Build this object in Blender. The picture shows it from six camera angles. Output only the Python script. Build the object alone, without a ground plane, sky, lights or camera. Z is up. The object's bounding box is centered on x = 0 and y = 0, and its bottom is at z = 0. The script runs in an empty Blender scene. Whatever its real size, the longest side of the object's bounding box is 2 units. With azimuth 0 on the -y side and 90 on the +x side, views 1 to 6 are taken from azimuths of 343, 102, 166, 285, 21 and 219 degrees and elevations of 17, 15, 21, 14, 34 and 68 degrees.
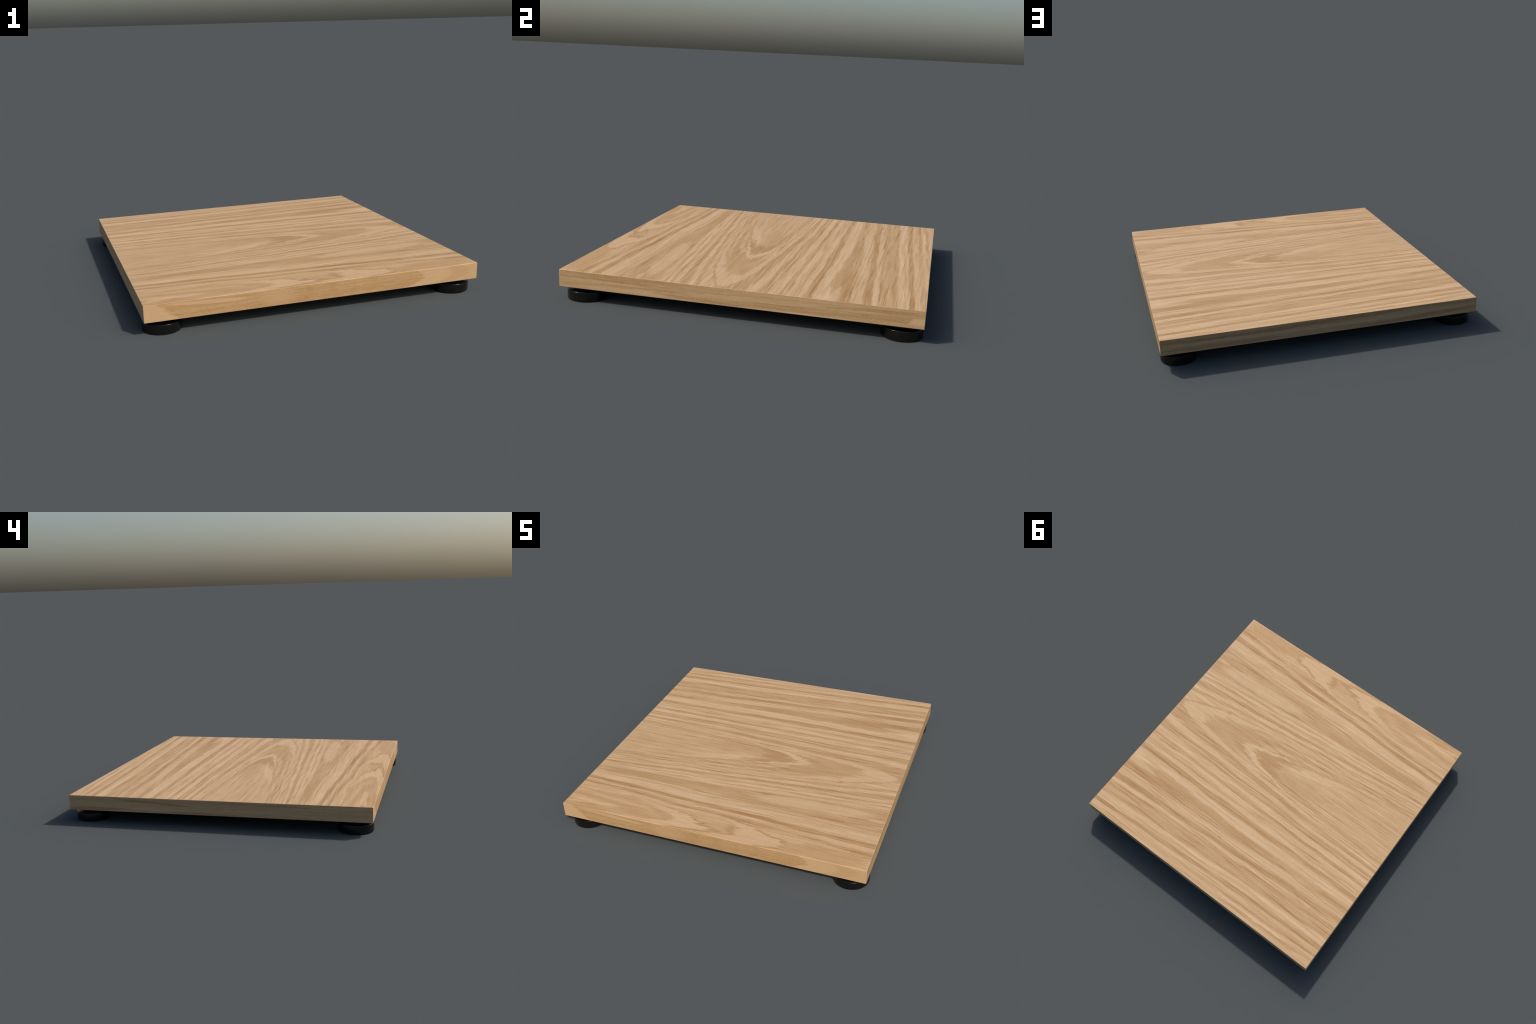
"""A square oak board with softly broken edges, standing on four black round plastic feet."""
import math
import bpy
import bmesh

# ----------------------------------------------------------------------------- sizes (metres)
HALF = 1.0                 # half side of the square board
BOARD_LOW, BOARD_HIGH = 0.0785, 0.1777
EDGE = 0.0032              # width of the broken edge all round
FOOT_AT = 0.8857           # foot centres, x and y
FOOT_R, FOOT_H = 0.1100, 0.0545
NECK_R = 0.061

scene_objects = bpy.context.scene.collection.objects


# ----------------------------------------------------------------------------- node expressions
class Ex:
    """A float socket (or number) that can be combined with + - * / into Math nodes."""

    tree = None

    def __init__(self, socket):
        self.s = socket

    @staticmethod
    def put(target, value):
        if isinstance(value, Ex):
            value = value.s
        if isinstance(value, (int, float)):
            target.default_value = value
        else:
            Ex.tree.links.new(value, target)

    @staticmethod
    def math(op, *args, clamp=False):
        n = Ex.tree.nodes.new("ShaderNodeMath")
        n.operation, n.use_clamp = op, clamp
        for i, a in enumerate(args):
            Ex.put(n.inputs[i], a)
        return Ex(n.outputs[0])

    def __add__(self, o): return Ex.math("ADD", self, o)
    __radd__ = __add__
    def __sub__(self, o): return Ex.math("SUBTRACT", self, o)
    def __rsub__(self, o): return Ex.math("SUBTRACT", o, self)
    def __mul__(self, o): return Ex.math("MULTIPLY", self, o)
    __rmul__ = __mul__
    def __truediv__(self, o): return Ex.math("DIVIDE", self, o)
    def __neg__(self): return Ex.math("MULTIPLY", self, -1.0)


def absolute(a): return Ex.math("ABSOLUTE", a)


def signed_root(a):
    return Ex.math("SIGN", a) * Ex.math("SQRT", absolute(a))


def step(a, low, high):
    """0 where a is at low, 1 at high, smooth between (low may be above high)."""
    n = Ex.tree.nodes.new("ShaderNodeMapRange")
    n.interpolation_type = "SMOOTHSTEP"
    flip = low > high
    Ex.put(n.inputs["Value"], a)
    n.inputs["From Min"].default_value = min(low, high)
    n.inputs["From Max"].default_value = max(low, high)
    n.inputs["To Min"].default_value = 1.0 if flip else 0.0
    n.inputs["To Max"].default_value = 0.0 if flip else 1.0
    return Ex(n.outputs["Result"])


def blend(t, a, b):
    n = Ex.tree.nodes.new("ShaderNodeMix")
    n.data_type = "FLOAT"
    Ex.put(n.inputs[0], t)
    Ex.put(n.inputs[2], a)
    Ex.put(n.inputs[3], b)
    return Ex(n.outputs[0])


def noise(u, v, su, sv, seed, detail=2.0, rough=0.5):
    """Noise in -1..1 (about), stretched by su along u and sv along v."""
    c = Ex.tree.nodes.new("ShaderNodeCombineXYZ")
    Ex.put(c.inputs[0], u * su)
    Ex.put(c.inputs[1], v * sv)
    c.inputs[2].default_value = seed
    n = Ex.tree.nodes.new("ShaderNodeTexNoise")
    n.inputs["Scale"].default_value = 1.0
    n.inputs["Detail"].default_value = detail
    n.inputs["Roughness"].default_value = rough
    Ex.tree.links.new(c.outputs[0], n.inputs["Vector"])
    return (Ex(n.outputs["Fac"]) - 0.5) * 2.0


def bump_at(u, v, cu, cv, ru, rv, core=0.15):
    """A spot: 1 in the middle, 0 outside the ellipse; the nearer core is to 1, the sharper its edge."""
    a, b = (u - cu) / ru, (v - cv) / rv
    return step(a * a + b * b, 1.0, core)


def profile(a, stops):
    """Tone of the growth rings against ring distance: pieces of Color Ramp, 28 stops each."""
    def ramp(part):
        low, high = part[0][0], part[-1][0]
        n = Ex.tree.nodes.new("ShaderNodeValToRGB")
        e = n.color_ramp.elements
        while len(e) < len(part):
            e.new(0.5)
        for el, (p, t) in zip(e, part):
            el.position = (p - low) / (high - low)
        for el, (p, t) in zip(e, part):
            el.color = (t, t, t, 1)
        Ex.put(n.inputs[0], (a - low) / (high - low))
        bw = Ex.tree.nodes.new("ShaderNodeRGBToBW")
        Ex.tree.links.new(n.outputs[0], bw.inputs[0])
        return Ex(bw.outputs[0])

    out, i = ramp(stops[:28]), 27
    while i < len(stops) - 1:
        nxt = ramp(stops[i:i + 28])
        out = blend(Ex.math("GREATER_THAN", a, stops[i][0]), out, nxt)
        i += 27
    return out


def srgb(r, g, b):
    return tuple(((c / 255 + 0.055) / 1.055) ** 2.4 for c in (r, g, b)) + (1.0,)


# ----------------------------------------------------------------------------- wood
EARLY, LATE, DEEP = srgb(204, 172.5, 137), srgb(176, 142, 101), srgb(156, 117, 74)


def wood_shader(mat, tone, u, v, hue):
    """tone 0 = dark late wood, 1 = pale early wood; u along the fibre, v across it."""
    t = Ex.tree
    fibre = noise(u, v, 5, 130, 31.0, 2, 0.6)
    fleck = noise(u, v, 26, 210, 37.0, 1, 0.5)
    pores = step(fleck, 0.38, 0.72) * step(noise(u, v, 2.0, 9, 41.0, 1), -0.35, 0.30)
    grain = noise(u, v, 60, 130, 43.0, 2, 0.6)
    tone = tone + fibre * 0.22 + grain * 0.22
    r = t.nodes.new("ShaderNodeValToRGB")
    r.color_ramp.elements[0].position, r.color_ramp.elements[0].color = 0.0, DEEP
    r.color_ramp.elements[1].position, r.color_ramp.elements[1].color = 1.0, EARLY
    m = r.color_ramp.elements.new(0.34)
    m.color = LATE
    Ex.put(r.inputs[0], tone * 0.84 + 0.075)

    def tint(colour, fac, with_colour, mode="MIX"):
        x = t.nodes.new("ShaderNodeMix")
        x.data_type, x.blend_type = "RGBA", mode
        Ex.put(x.inputs[0], fac)
        t.links.new(colour, x.inputs[6])
        x.inputs[7].default_value = with_colour
        return x.outputs[2]

    c = r.outputs[0]
    blotch = noise(u, v, 14, 40, 47.0, 2, 0.6)
    c = tint(c, step(blotch, 0.0, 0.8) * 0.55, (1.03, 0.97, 0.97, 1), "MULTIPLY")
    c = tint(c, step(blotch, 0.0, -0.8) * 0.55, (0.98, 1.01, 0.93, 1), "MULTIPLY")
    c = tint(c, hue, (1.0, 0.95, 0.85, 1), "MULTIPLY")
    c = tint(c, pores * 0.38, (0.62, 0.52, 0.42, 1), "MULTIPLY")
    b = t.nodes["Principled BSDF"]
    t.links.new(c, b.inputs["Base Color"])
    b.inputs["Roughness"].default_value = 0.62
    b.inputs["Specular IOR Level"].default_value = 0.25
    bp = t.nodes.new("ShaderNodeBump")
    bp.inputs["Strength"].default_value = 0.06
    bp.inputs["Distance"].default_value = 0.002
    Ex.put(bp.inputs["Height"], fibre)
    t.links.new(bp.outputs[0], b.inputs["Normal"])


def material(name):
    m = bpy.data.materials.new(name)
    m.use_nodes = True
    Ex.tree = m.node_tree
    return m


def coordinates():
    tc = Ex.tree.nodes.new("ShaderNodeTexCoord")
    s = Ex.tree.nodes.new("ShaderNodeSeparateXYZ")
    Ex.tree.links.new(tc.outputs["Object"], s.inputs[0])
    return Ex(s.outputs[0]), Ex(s.outputs[1]), Ex(s.outputs[2])


# Growth rings met when walking away from the pith line of the flat-sawn face, on either side:
# (distance from the pith line at mid length, tone).  Negative = inside the innermost arch.
ARCHES = [(-0.24, .62), (-0.20, .75), (-0.175, .55), (-0.14, .70), (-0.10, .60), (-0.06, .62), (-0.02, .50)]
RINGS_LEFT = ARCHES + [
    (.03, .50), (.066, .45), (.078, .12), (.102, .10), (.110, .42), (.132, .45), (.140, .78), (.150, .72), (.155, .45), (.166, .48),
    (.172, .78), (.188, .85), (.195, .25), (.222, .18), (.236, .82), (.258, .80), (.271, .30), (.284, .22), (.292, .72),
    (.305, .15), (.325, .85), (.355, .88), (.364, .35), (.380, .25), (.395, .80), (.420, .75), (.436, .38), (.450, .75),
    (.470, .85), (.486, .22), (.512, .18), (.530, .85), (.580, .92), (.592, .60), (.604, .15), (.645, .15), (.665, .60),
    (.690, .78), (.715, .65), (.730, .15), (.755, .15), (.768, .85), (.785, .72), (.800, .28), (.830, .42), (.860, .48),
    (.876, .25), (.888, .28), (.898, .88), (.915, .92), (.930, .62), (.945, .85), (.957, .12), (.975, .15), (.986, .75),
    (1.010, .65), (1.035, .35), (1.050, .82), (1.062, .72), (1.076, .25), (1.092, .80), (1.15, .6)]
RINGS_RIGHT = ARCHES + [
    (.03, .72), (.050, .40), (.068, .15), (.088, .28), (.100, .70), (.112, .72), (.124, .25), (.148, .20), (.160, .70),
    (.168, .65), (.177, .18), (.195, .82), (.210, .62), (.226, .68), (.240, .20), (.254, .85), (.266, .82), (.280, .12),
    (.298, .25), (.310, .82), (.328, .55), (.340, .30), (.349, 1.0), (.357, 1.0), (.365, .35), (.376, .60), (.392, .82),
    (.410, .35), (.460, .32), (.510, .28), (.530, .70), (.540, .40), (.550, .72), (.600, .85), (.614, .68), (.624, .05),
    (.646, .02), (.656, .78), (.672, .78), (.684, .28), (.704, .05), (.718, .62), (.740, .78), (.765, .55), (.805, .42),
    (.842, .58), (.872, .72), (.890, .55), (.915, .40), (.960, .55), (1.00, .30), (1.03, .30), (1.056, .80),
    (1.082, .25), (1.13, .45)]


def flat_sawn_face():
    """The broad face: arched (cathedral) figure in the middle, straight grain beside it,
    a half arch along one margin, and long dark spindles where two ring systems meet."""
    m = material("oak_flat_sawn")
    x, y, z = coordinates()
    # irregular growth: slow drift, medium waviness, ragged fibre ends
    ym = (y + noise(x, y, 1.0, 1.6, 3.0, 1) * 0.016 + noise(x, y, 3.2, 9.0, 7.0, 2) * 0.009
          + noise(x, y, 14, 70, 11.0, 2, 0.6) * 0.0042)
    xm = x + noise(x, y, 4.0, 75.0, 13.0, 3, 0.65) * 0.12 + noise(x, y, 2.2, 8.0, 17.0, 2) * 0.13
    pith = -0.095 + xm * 0.030
    d = ym - pith
    arch = signed_root(d * d + xm * 0.037)          # parabolic arches, tips toward +x
    far_left = ym - xm * 0.05 + 0.09                # straight grain of the far margin
    left = blend(step(y, 0.42, 0.58), arch, far_left)
    e = ym + 1.02
    margin = 0.93 - signed_root(e * e + xm * 0.031) # half arch along the other margin
    right = blend(step(y, -0.45, -0.62), arch, margin)
    tone = blend(step(d, -0.05, 0.05), profile(right, RINGS_RIGHT), profile(left, RINGS_LEFT))

    # the arches fade out behind the figure
    tone = blend(step(x, -0.12, -0.55) * step(absolute(d), 0.26, 0.15) * 0.75, tone, 0.52)
    xp = x + noise(x, y, 5.0, 85.0, 57.0, 3, 0.68) * 0.10 + noise(x, y, 4.0, 16.0, 59.0, 3, 0.6) * 0.12
    yp = y + noise(x, y, 3.5, 10.0, 61.0, 3) * 0.028 + noise(x, y, 14, 70, 11.0, 2, 0.6) * 0.008
    # patches of early and late wood that the flat cut leaves standing: (u, v, half length, half width, slope, tone, strength)
    patches = (
        (0.33, 0.515, 0.62, 0.038, -0.03, .16, .80), (0.88, 0.530, 0.16, 0.020, 0.0, .75, .8),
        (0.36, 0.485, 0.05, 0.010, 0.0, .65, .7), (-0.56, 0.505, 0.26, 0.034, 0.0, .55, .7), (-0.40, 0.56, 0.30, 0.020, .1, .9, .5),
        (-0.42, -0.545, 0.60, 0.036, 0.05, .14, .80), (0.55, -0.520, 0.46, 0.055, 0.03, .82, .8),
        (0.14, -0.066, 0.13, 0.056, 0.0, .06, .9), (-0.22, -0.055, 0.26, 0.050, 0.05, .34, .8),
        (-0.25, -0.180, 0.30, 0.028, 0.25, .88, .95), (-0.30, -0.225, 0.24, 0.014, 0.20, .18, .7),
        (0.72, -0.940, 0.30, 0.070, 0.0, .30, .8), (0.62, -0.850, 0.30, 0.016, -0.09, .85, .6),
        (-0.60, -0.955, 0.22, 0.040, 0.05, .36, .8), (-0.80, -0.922, 0.17, 0.020, 0.02, .98, .9),
        (-0.92, -0.955, 0.10, 0.012, 0.0, .95, .8), (-0.82, -0.870, 0.22, 0.022, 0.0, .30, .7),
        (0.55, 0.935, 0.30, 0.010, 0.0, .55, .8), (-0.58, 0.936, 0.22, 0.009, 0.02, 1.1, 1.0),
    )
    # arched tongues: (tip u, tip v, drift, width, rim tone, body tone, body depth, core tone, core depth, tone behind, length, strength)
    tongues = (
        (0.955, -0.070, 0.035, 0.205, .16, .84, 0.20, .27, 0.62, .42, 0.80, .85),
        (0.350, -0.060, 0.035, 0.190, .22, .95, 0.10, .06, 0.27, .46, 0.50, .92),
        (0.455, -0.945, -0.10, 0.165, .04, .84, 0.26, .10, 0.34, .52, 0.55, .92),
        (-0.005, -0.945, -0.10, 0.150, .06, .92, 0.24, .30, 0.36, .52, 0.58, .92),
    )
    calm = 0.0
    for tu, tv, drift, wide, rim, body, d1, core, d2, behind, length, strength in tongues:
        across = (yp - tv - (xp - tu) * drift) / wide
        q = (xp - tu) + across * across
        here = step(q, 0.075, 0.045) * step(xp, tu - length, tu - length * 0.55) * strength
        inner = blend(step(q, -d1 + 0.02, -d1 - 0.02), body, core)
        inner = blend(step(q, -d2 + 0.02, -d2 - 0.02), inner, behind)
        tone = blend(here, tone, blend(step(q, 0.020, -0.020), rim, inner))
        calm = Ex.math("MAXIMUM", calm, here)
    for cu, cv, ru, rv, slope, level, strength in patches:
        spot = bump_at(xp, yp - (xp - cu) * slope, cu, cv, ru, rv, 0.5) * strength
        tone = blend(spot, tone, level)
        calm = Ex.math("MAXIMUM", calm, spot)
    # the small eye at the end grain side
    xe = x + noise(x, y, 8, 60, 19.0, 2) * 0.02
    tone = blend(bump_at(xe, ym, 0.925, -0.545, 0.080, 0.026, 0.6) * 0.8, tone, 0.30)
    tone = blend(bump_at(xe, ym, 0.940, -0.545, 0.060, 0.016, 0.5) * 0.8, tone, 0.78)
    # thin streaks laid over the broad rings, and more contrast
    streaks = noise(x, ym, 0.9, 62, 51.0, 3, 0.62) * 0.40 + noise(x, ym, 3.0, 140, 53.0, 2, 0.6) * 0.40
    thin = step(noise(x, ym, 2.0, 92, 63.0, 2, 0.55), 0.14, 0.32) * 0.36 + step(noise(x, ym, 2.8, 180, 65.0, 1), 0.16, 0.38) * 0.28
    light = step(noise(x, ym, 1.8, 110, 67.0, 2, 0.55), 0.14, 0.32) * 0.34
    broken = noise(x, ym, 1.8, 16, 69.0, 2, 0.6) * 0.45 + 0.80
    mottle = noise(x, y, 7.0, 34.0, 75.0, 3, 0.65) * 0.22
    tone = (tone - 0.5) * broken + 0.50 + mottle + (streaks - thin + light) * (1.0 - calm * 0.75)
    # pin knots and flecks
    for cu, cv, ru, rv in ((0.42, -0.309, .012, .005), (-0.61, -0.927, .006, .004), (0.058, 0.620, .020, .005)):
        tone = tone - bump_at(x, y, cu, cv, ru, rv) * 0.55
    warm = bump_at(xm, ym, -0.985, -0.935, 0.06, 0.022) * 1.6 + step(y, -0.62, -0.95) * 0.45 + noise(x, y, 1.5, 6, 23.0, 1) * 0.25
    wood_shader(m, tone, x, y, Ex.math("MAXIMUM", warm, 0.0))
    return m


def long_edge(name, along, seed, base, bands, hue=0.25, extra=None, contrast=1.0):
    """An edge of the board: fibres run along it.
    bands = (from u, to u, height at from, height at to, half width, tone): streaks that taper out at both ends."""
    m = material(name)
    x, y, z = coordinates()
    u = (x, y)[along]
    w = z + noise(u, z, 1.8, 8, seed, 2) * 0.007 + noise(u, z, 9, 80, seed + 1, 2, 0.6) * 0.0035
    tone = noise(u, w, 0.7, 34, seed + 2, 3, 0.6) * 0.45 * contrast + noise(u, w, 2.0, 120, seed + 3, 2, 0.6) * 0.34 * contrast + base
    for u0, u1, h0, h1, half, level in bands:
        mid, reach = (u0 + u1) / 2, (u1 - u0) / 2
        slope = (h1 - h0) / (u1 - u0)
        tone = blend(bump_at(u, w - (u - mid) * slope, mid, (h0 + h1) / 2, reach, half, 0.45) * 0.75, tone, level)
    dash = step(noise(u, z, 8, 190, seed + 4, 1), 0.36, 0.6)
    tone = tone - dash * 0.50 - step(noise(u, z, 22, 240, seed + 6, 1), 0.30, 0.55) * 0.35 + noise(u, z, 18, 70, seed + 7, 2, 0.6) * 0.22
    if extra:
        tone = extra(tone, u, w)
    wood_shader(m, tone, u, z, noise(u, z, 3, 12, seed + 5, 1) * 0.2 + hue)
    return m


def flat_sawn_edge(tone, u, w):
    """Broad flames of early wood on the sunny edge: nested arches, tips toward +x."""
    n = noise(u, w, 7, 75, 71.0, 3, 0.65) * 0.05
    up = w - 0.140
    corner = u + n + (w - 0.165) * 1.2
    tone = blend(step(corner, -0.895, -0.93) * 0.8, tone, 0.80)
    strip = bump_at(u + n, w + (u + 0.65) * 0.045, -0.65, 0.157, 0.24, 0.013, 0.6)
    tone = blend(strip * 0.85, tone, 0.72)
    hook = u + n + up * up * 34
    tone = blend(step(hook, 0.632, 0.655) * 0.8, tone, 0.76)
    tone = blend(step(hook, 0.80, 0.86) * 0.8, tone, 0.42)
    tone = blend(step(hook, 0.93, 0.96) * 0.6, tone, 0.70)
    tone = blend(bump_at(hook, w, 0.58, 0.14, 0.07, 0.08) * 0.35, tone, 0.24)
    tone = blend(bump_at(u + n, w, -0.26, 0.135, 0.14, 0.06) * 0.6, tone, 0.55)
    for centre, level in ((-0.07, .05), (0.075, .12), (0.335, .16)):
        tone = blend(bump_at(u + n + up * up * 20, w, centre, 0.13, 0.03, 0.08, 0.2) * 0.40, tone, level)
    return tone


def pale_corner(tone, u, w):
    n = noise(u, w, 14, 60, 73.0, 2) * 0.02
    return blend(step(u + n - (w - 0.12) * 0.8, 0.925, 0.94) * step(w + n * 0.5, 0.136, 0.130) * step(w, 0.092, 0.098) * 0.85, tone, 0.95)


WOODS = {
    "face": flat_sawn_face(),
    "under": long_edge("oak_under_face", 0, 120.0, 0.5, []),
    "-y": long_edge("oak_edge_flamed", 0, 140.0, 0.28, [(-0.95, 1.0, .178, .174, .004, .25)], 0.50, flat_sawn_edge, 0.75),
    "+x": long_edge("oak_edge_striped", 1, 160.0, 0.48, [
        (-1.1, -0.15, .168, .170, .018, .22), (-0.9, -0.35, .148, .143, .006, .10), (-1.05, -0.45, .132, .130, .007, .78),
        (-0.85, -0.20, .117, .124, .004, .08), (-0.95, -0.10, .097, .104, .011, .78), (-0.45, 0.10, .104, .088, .010, .10),
        (-0.35, 0.55, .122, .140, .014, .72), (0.05, 0.62, .114, .122, .003, .05), (-0.1, 0.6, .098, .096, .006, .18),
        (0.05, 0.72, .083, .086, .006, .90), (0.45, 1.05, .139, .150, .008, .12), (0.60, 1.05, .152, .160, .006, .10),
        (0.55, 0.85, .135, .136, .006, .72), (0.60, 1.10, .115, .118, .020, .24)], 0.35, pale_corner),
    "+y": long_edge("oak_edge_banded", 0, 180.0, 0.45, [
        (0.1, 1.1, .140, .152, .009, .05), (-0.6, 0.5, .165, .150, .014, .06), (-0.7, 1.1, .118, .132, .013, .92),
        (0.2, 1.05, .098, .105, .010, .12), (-1.1, -0.2, .160, .172, .008, .15), (-1.1, -0.1, .145, .120, .013, .85),
        (-1.1, -0.15, .120, .092, .013, .10), (-1.1, -0.3, .088, .082, .006, .75), (-0.4, 1.0, .084, .083, .004, .6)], 0.2),
    "-x": long_edge("oak_edge_wavy", 1, 200.0, 0.60, [
        (0.1, 0.72, .128, .168, .010, .08), (0.55, 1.1, .100, .088, .013, .10), (-0.7, 0.1, .150, .170, .005, .12),
        (-0.2, 0.35, .086, .092, .008, .15), (-0.5, 0.0, .120, .112, .010, .9), (-1.05, -0.4, .176, .172, .004, .15)], 0.2),
}

# ----------------------------------------------------------------------------- board
thing = bpy.data.objects.new("wooden_platform", None)
thing.empty_display_size = 0.2
thing["label"] = "square light oak board on four round black feet"
thing["category"] = "isolation platform"
scene_objects.link(thing)

bm = bmesh.new()
bmesh.ops.create_cube(bm, size=1.0)
for v in bm.verts:
    v.co = (v.co.x * 2 * HALF, v.co.y * 2 * HALF, BOARD_LOW if v.co.z < 0 else BOARD_HIGH)
slots = ["face", "under", "-y", "+x", "+y", "-x"]


def slot_of(n):
    if n.z > 0.3:
        return 0
    if n.z < -0.3:
        return 1
    return {(0, -1): 2, (1, 0): 3, (0, 1): 4, (-1, 0): 5}[(0, round(n.y)) if abs(n.y) >= abs(n.x) else (round(n.x), 0)] if max(abs(n.x), abs(n.y)) > 0.75 else (2 if n.y < 0 else 4)


bmesh.ops.bevel(bm, geom=bm.edges[:], offset=EDGE, segments=3, profile=0.5, affect="EDGES")
bm.normal_update()
for f in bm.faces:
    f.material_index = slot_of(f.normal)
    f.smooth = f.calc_area() < 0.03
    if f.calc_area() > 0.03:
        f.smooth = False
me = bpy.data.meshes.new("board")
bm.to_mesh(me)
bm.free()
for s in slots:
    me.materials.append(WOODS[s])
board = bpy.data.objects.new("board", me)
board.parent = thing
scene_objects.link(board)


# ----------------------------------------------------------------------------- feet
def turned(name, outline, sides=96):
    """A solid of revolution from an outline of (radius, height), closed at both ends."""
    b = bmesh.new()
    rings = []
    for r, h in outline:
        rings.append([b.verts.new((r * math.cos(2 * math.pi * i / sides), r * math.sin(2 * math.pi * i / sides), h)) for i in range(sides)])
    for p, q in zip(rings, rings[1:]):
        for i in range(sides):
            j = (i + 1) % sides
            b.faces.new((p[i], p[j], q[j], q[i])).smooth = True
    b.faces.new(rings[0][::-1])
    b.faces.new(rings[-1])
    mesh = bpy.data.meshes.new(name)
    b.to_mesh(mesh)
    b.free()
    mesh.set_sharp_from_angle(angle=math.radians(40))
    return mesh


def rounded(r, h, fillet, steps=5):
    """Points of a quarter-round corner at (r, h), from the side up to the top."""
    return [(r - fillet + fillet * math.cos(a), h - fillet + fillet * math.sin(a)) for a in (math.pi / 2 * i / steps for i in range(steps + 1))]


def black_plastic(name, roughness):
    m = material(name)
    x, y, z = coordinates()
    b = Ex.tree.nodes["Principled BSDF"]
    r = Ex.tree.nodes.new("ShaderNodeValToRGB")
    r.color_ramp.elements[0].color = (0.0042, 0.0040, 0.0030, 1)
    r.color_ramp.elements[1].color = (0.0062, 0.0060, 0.0046, 1)
    Ex.put(r.inputs[0], noise(x, y, 30, 30, 5.0, 2) * 0.5 + 0.5)
    Ex.tree.links.new(r.outputs[0], b.inputs["Base Color"])
    b.inputs["Roughness"].default_value = roughness
    b.inputs["Specular IOR Level"].default_value = 0.42
    return m


plastic, rubber = black_plastic("black_plastic", 0.22), black_plastic("black_rubber", 0.6)
low = [(r, FOOT_H - h) for r, h in rounded(FOOT_R, FOOT_H, 0.0022)][::-1]
foot_mesh = turned("foot", low + rounded(FOOT_R, FOOT_H, 0.0025))
neck_mesh = turned("neck", [(NECK_R, FOOT_H - 0.001), (NECK_R, BOARD_LOW + 0.001)])
foot_mesh.materials.append(plastic)
neck_mesh.materials.append(rubber)
for sx in (-1, 1):
    for sy in (-1, 1):
        foot = bpy.data.objects.new("foot", foot_mesh)
        foot.location = (sx * FOOT_AT, sy * FOOT_AT, 0)
        foot.parent = thing
        scene_objects.link(foot)
        neck = bpy.data.objects.new("neck", neck_mesh)
        neck.parent = foot
        scene_objects.link(neck)
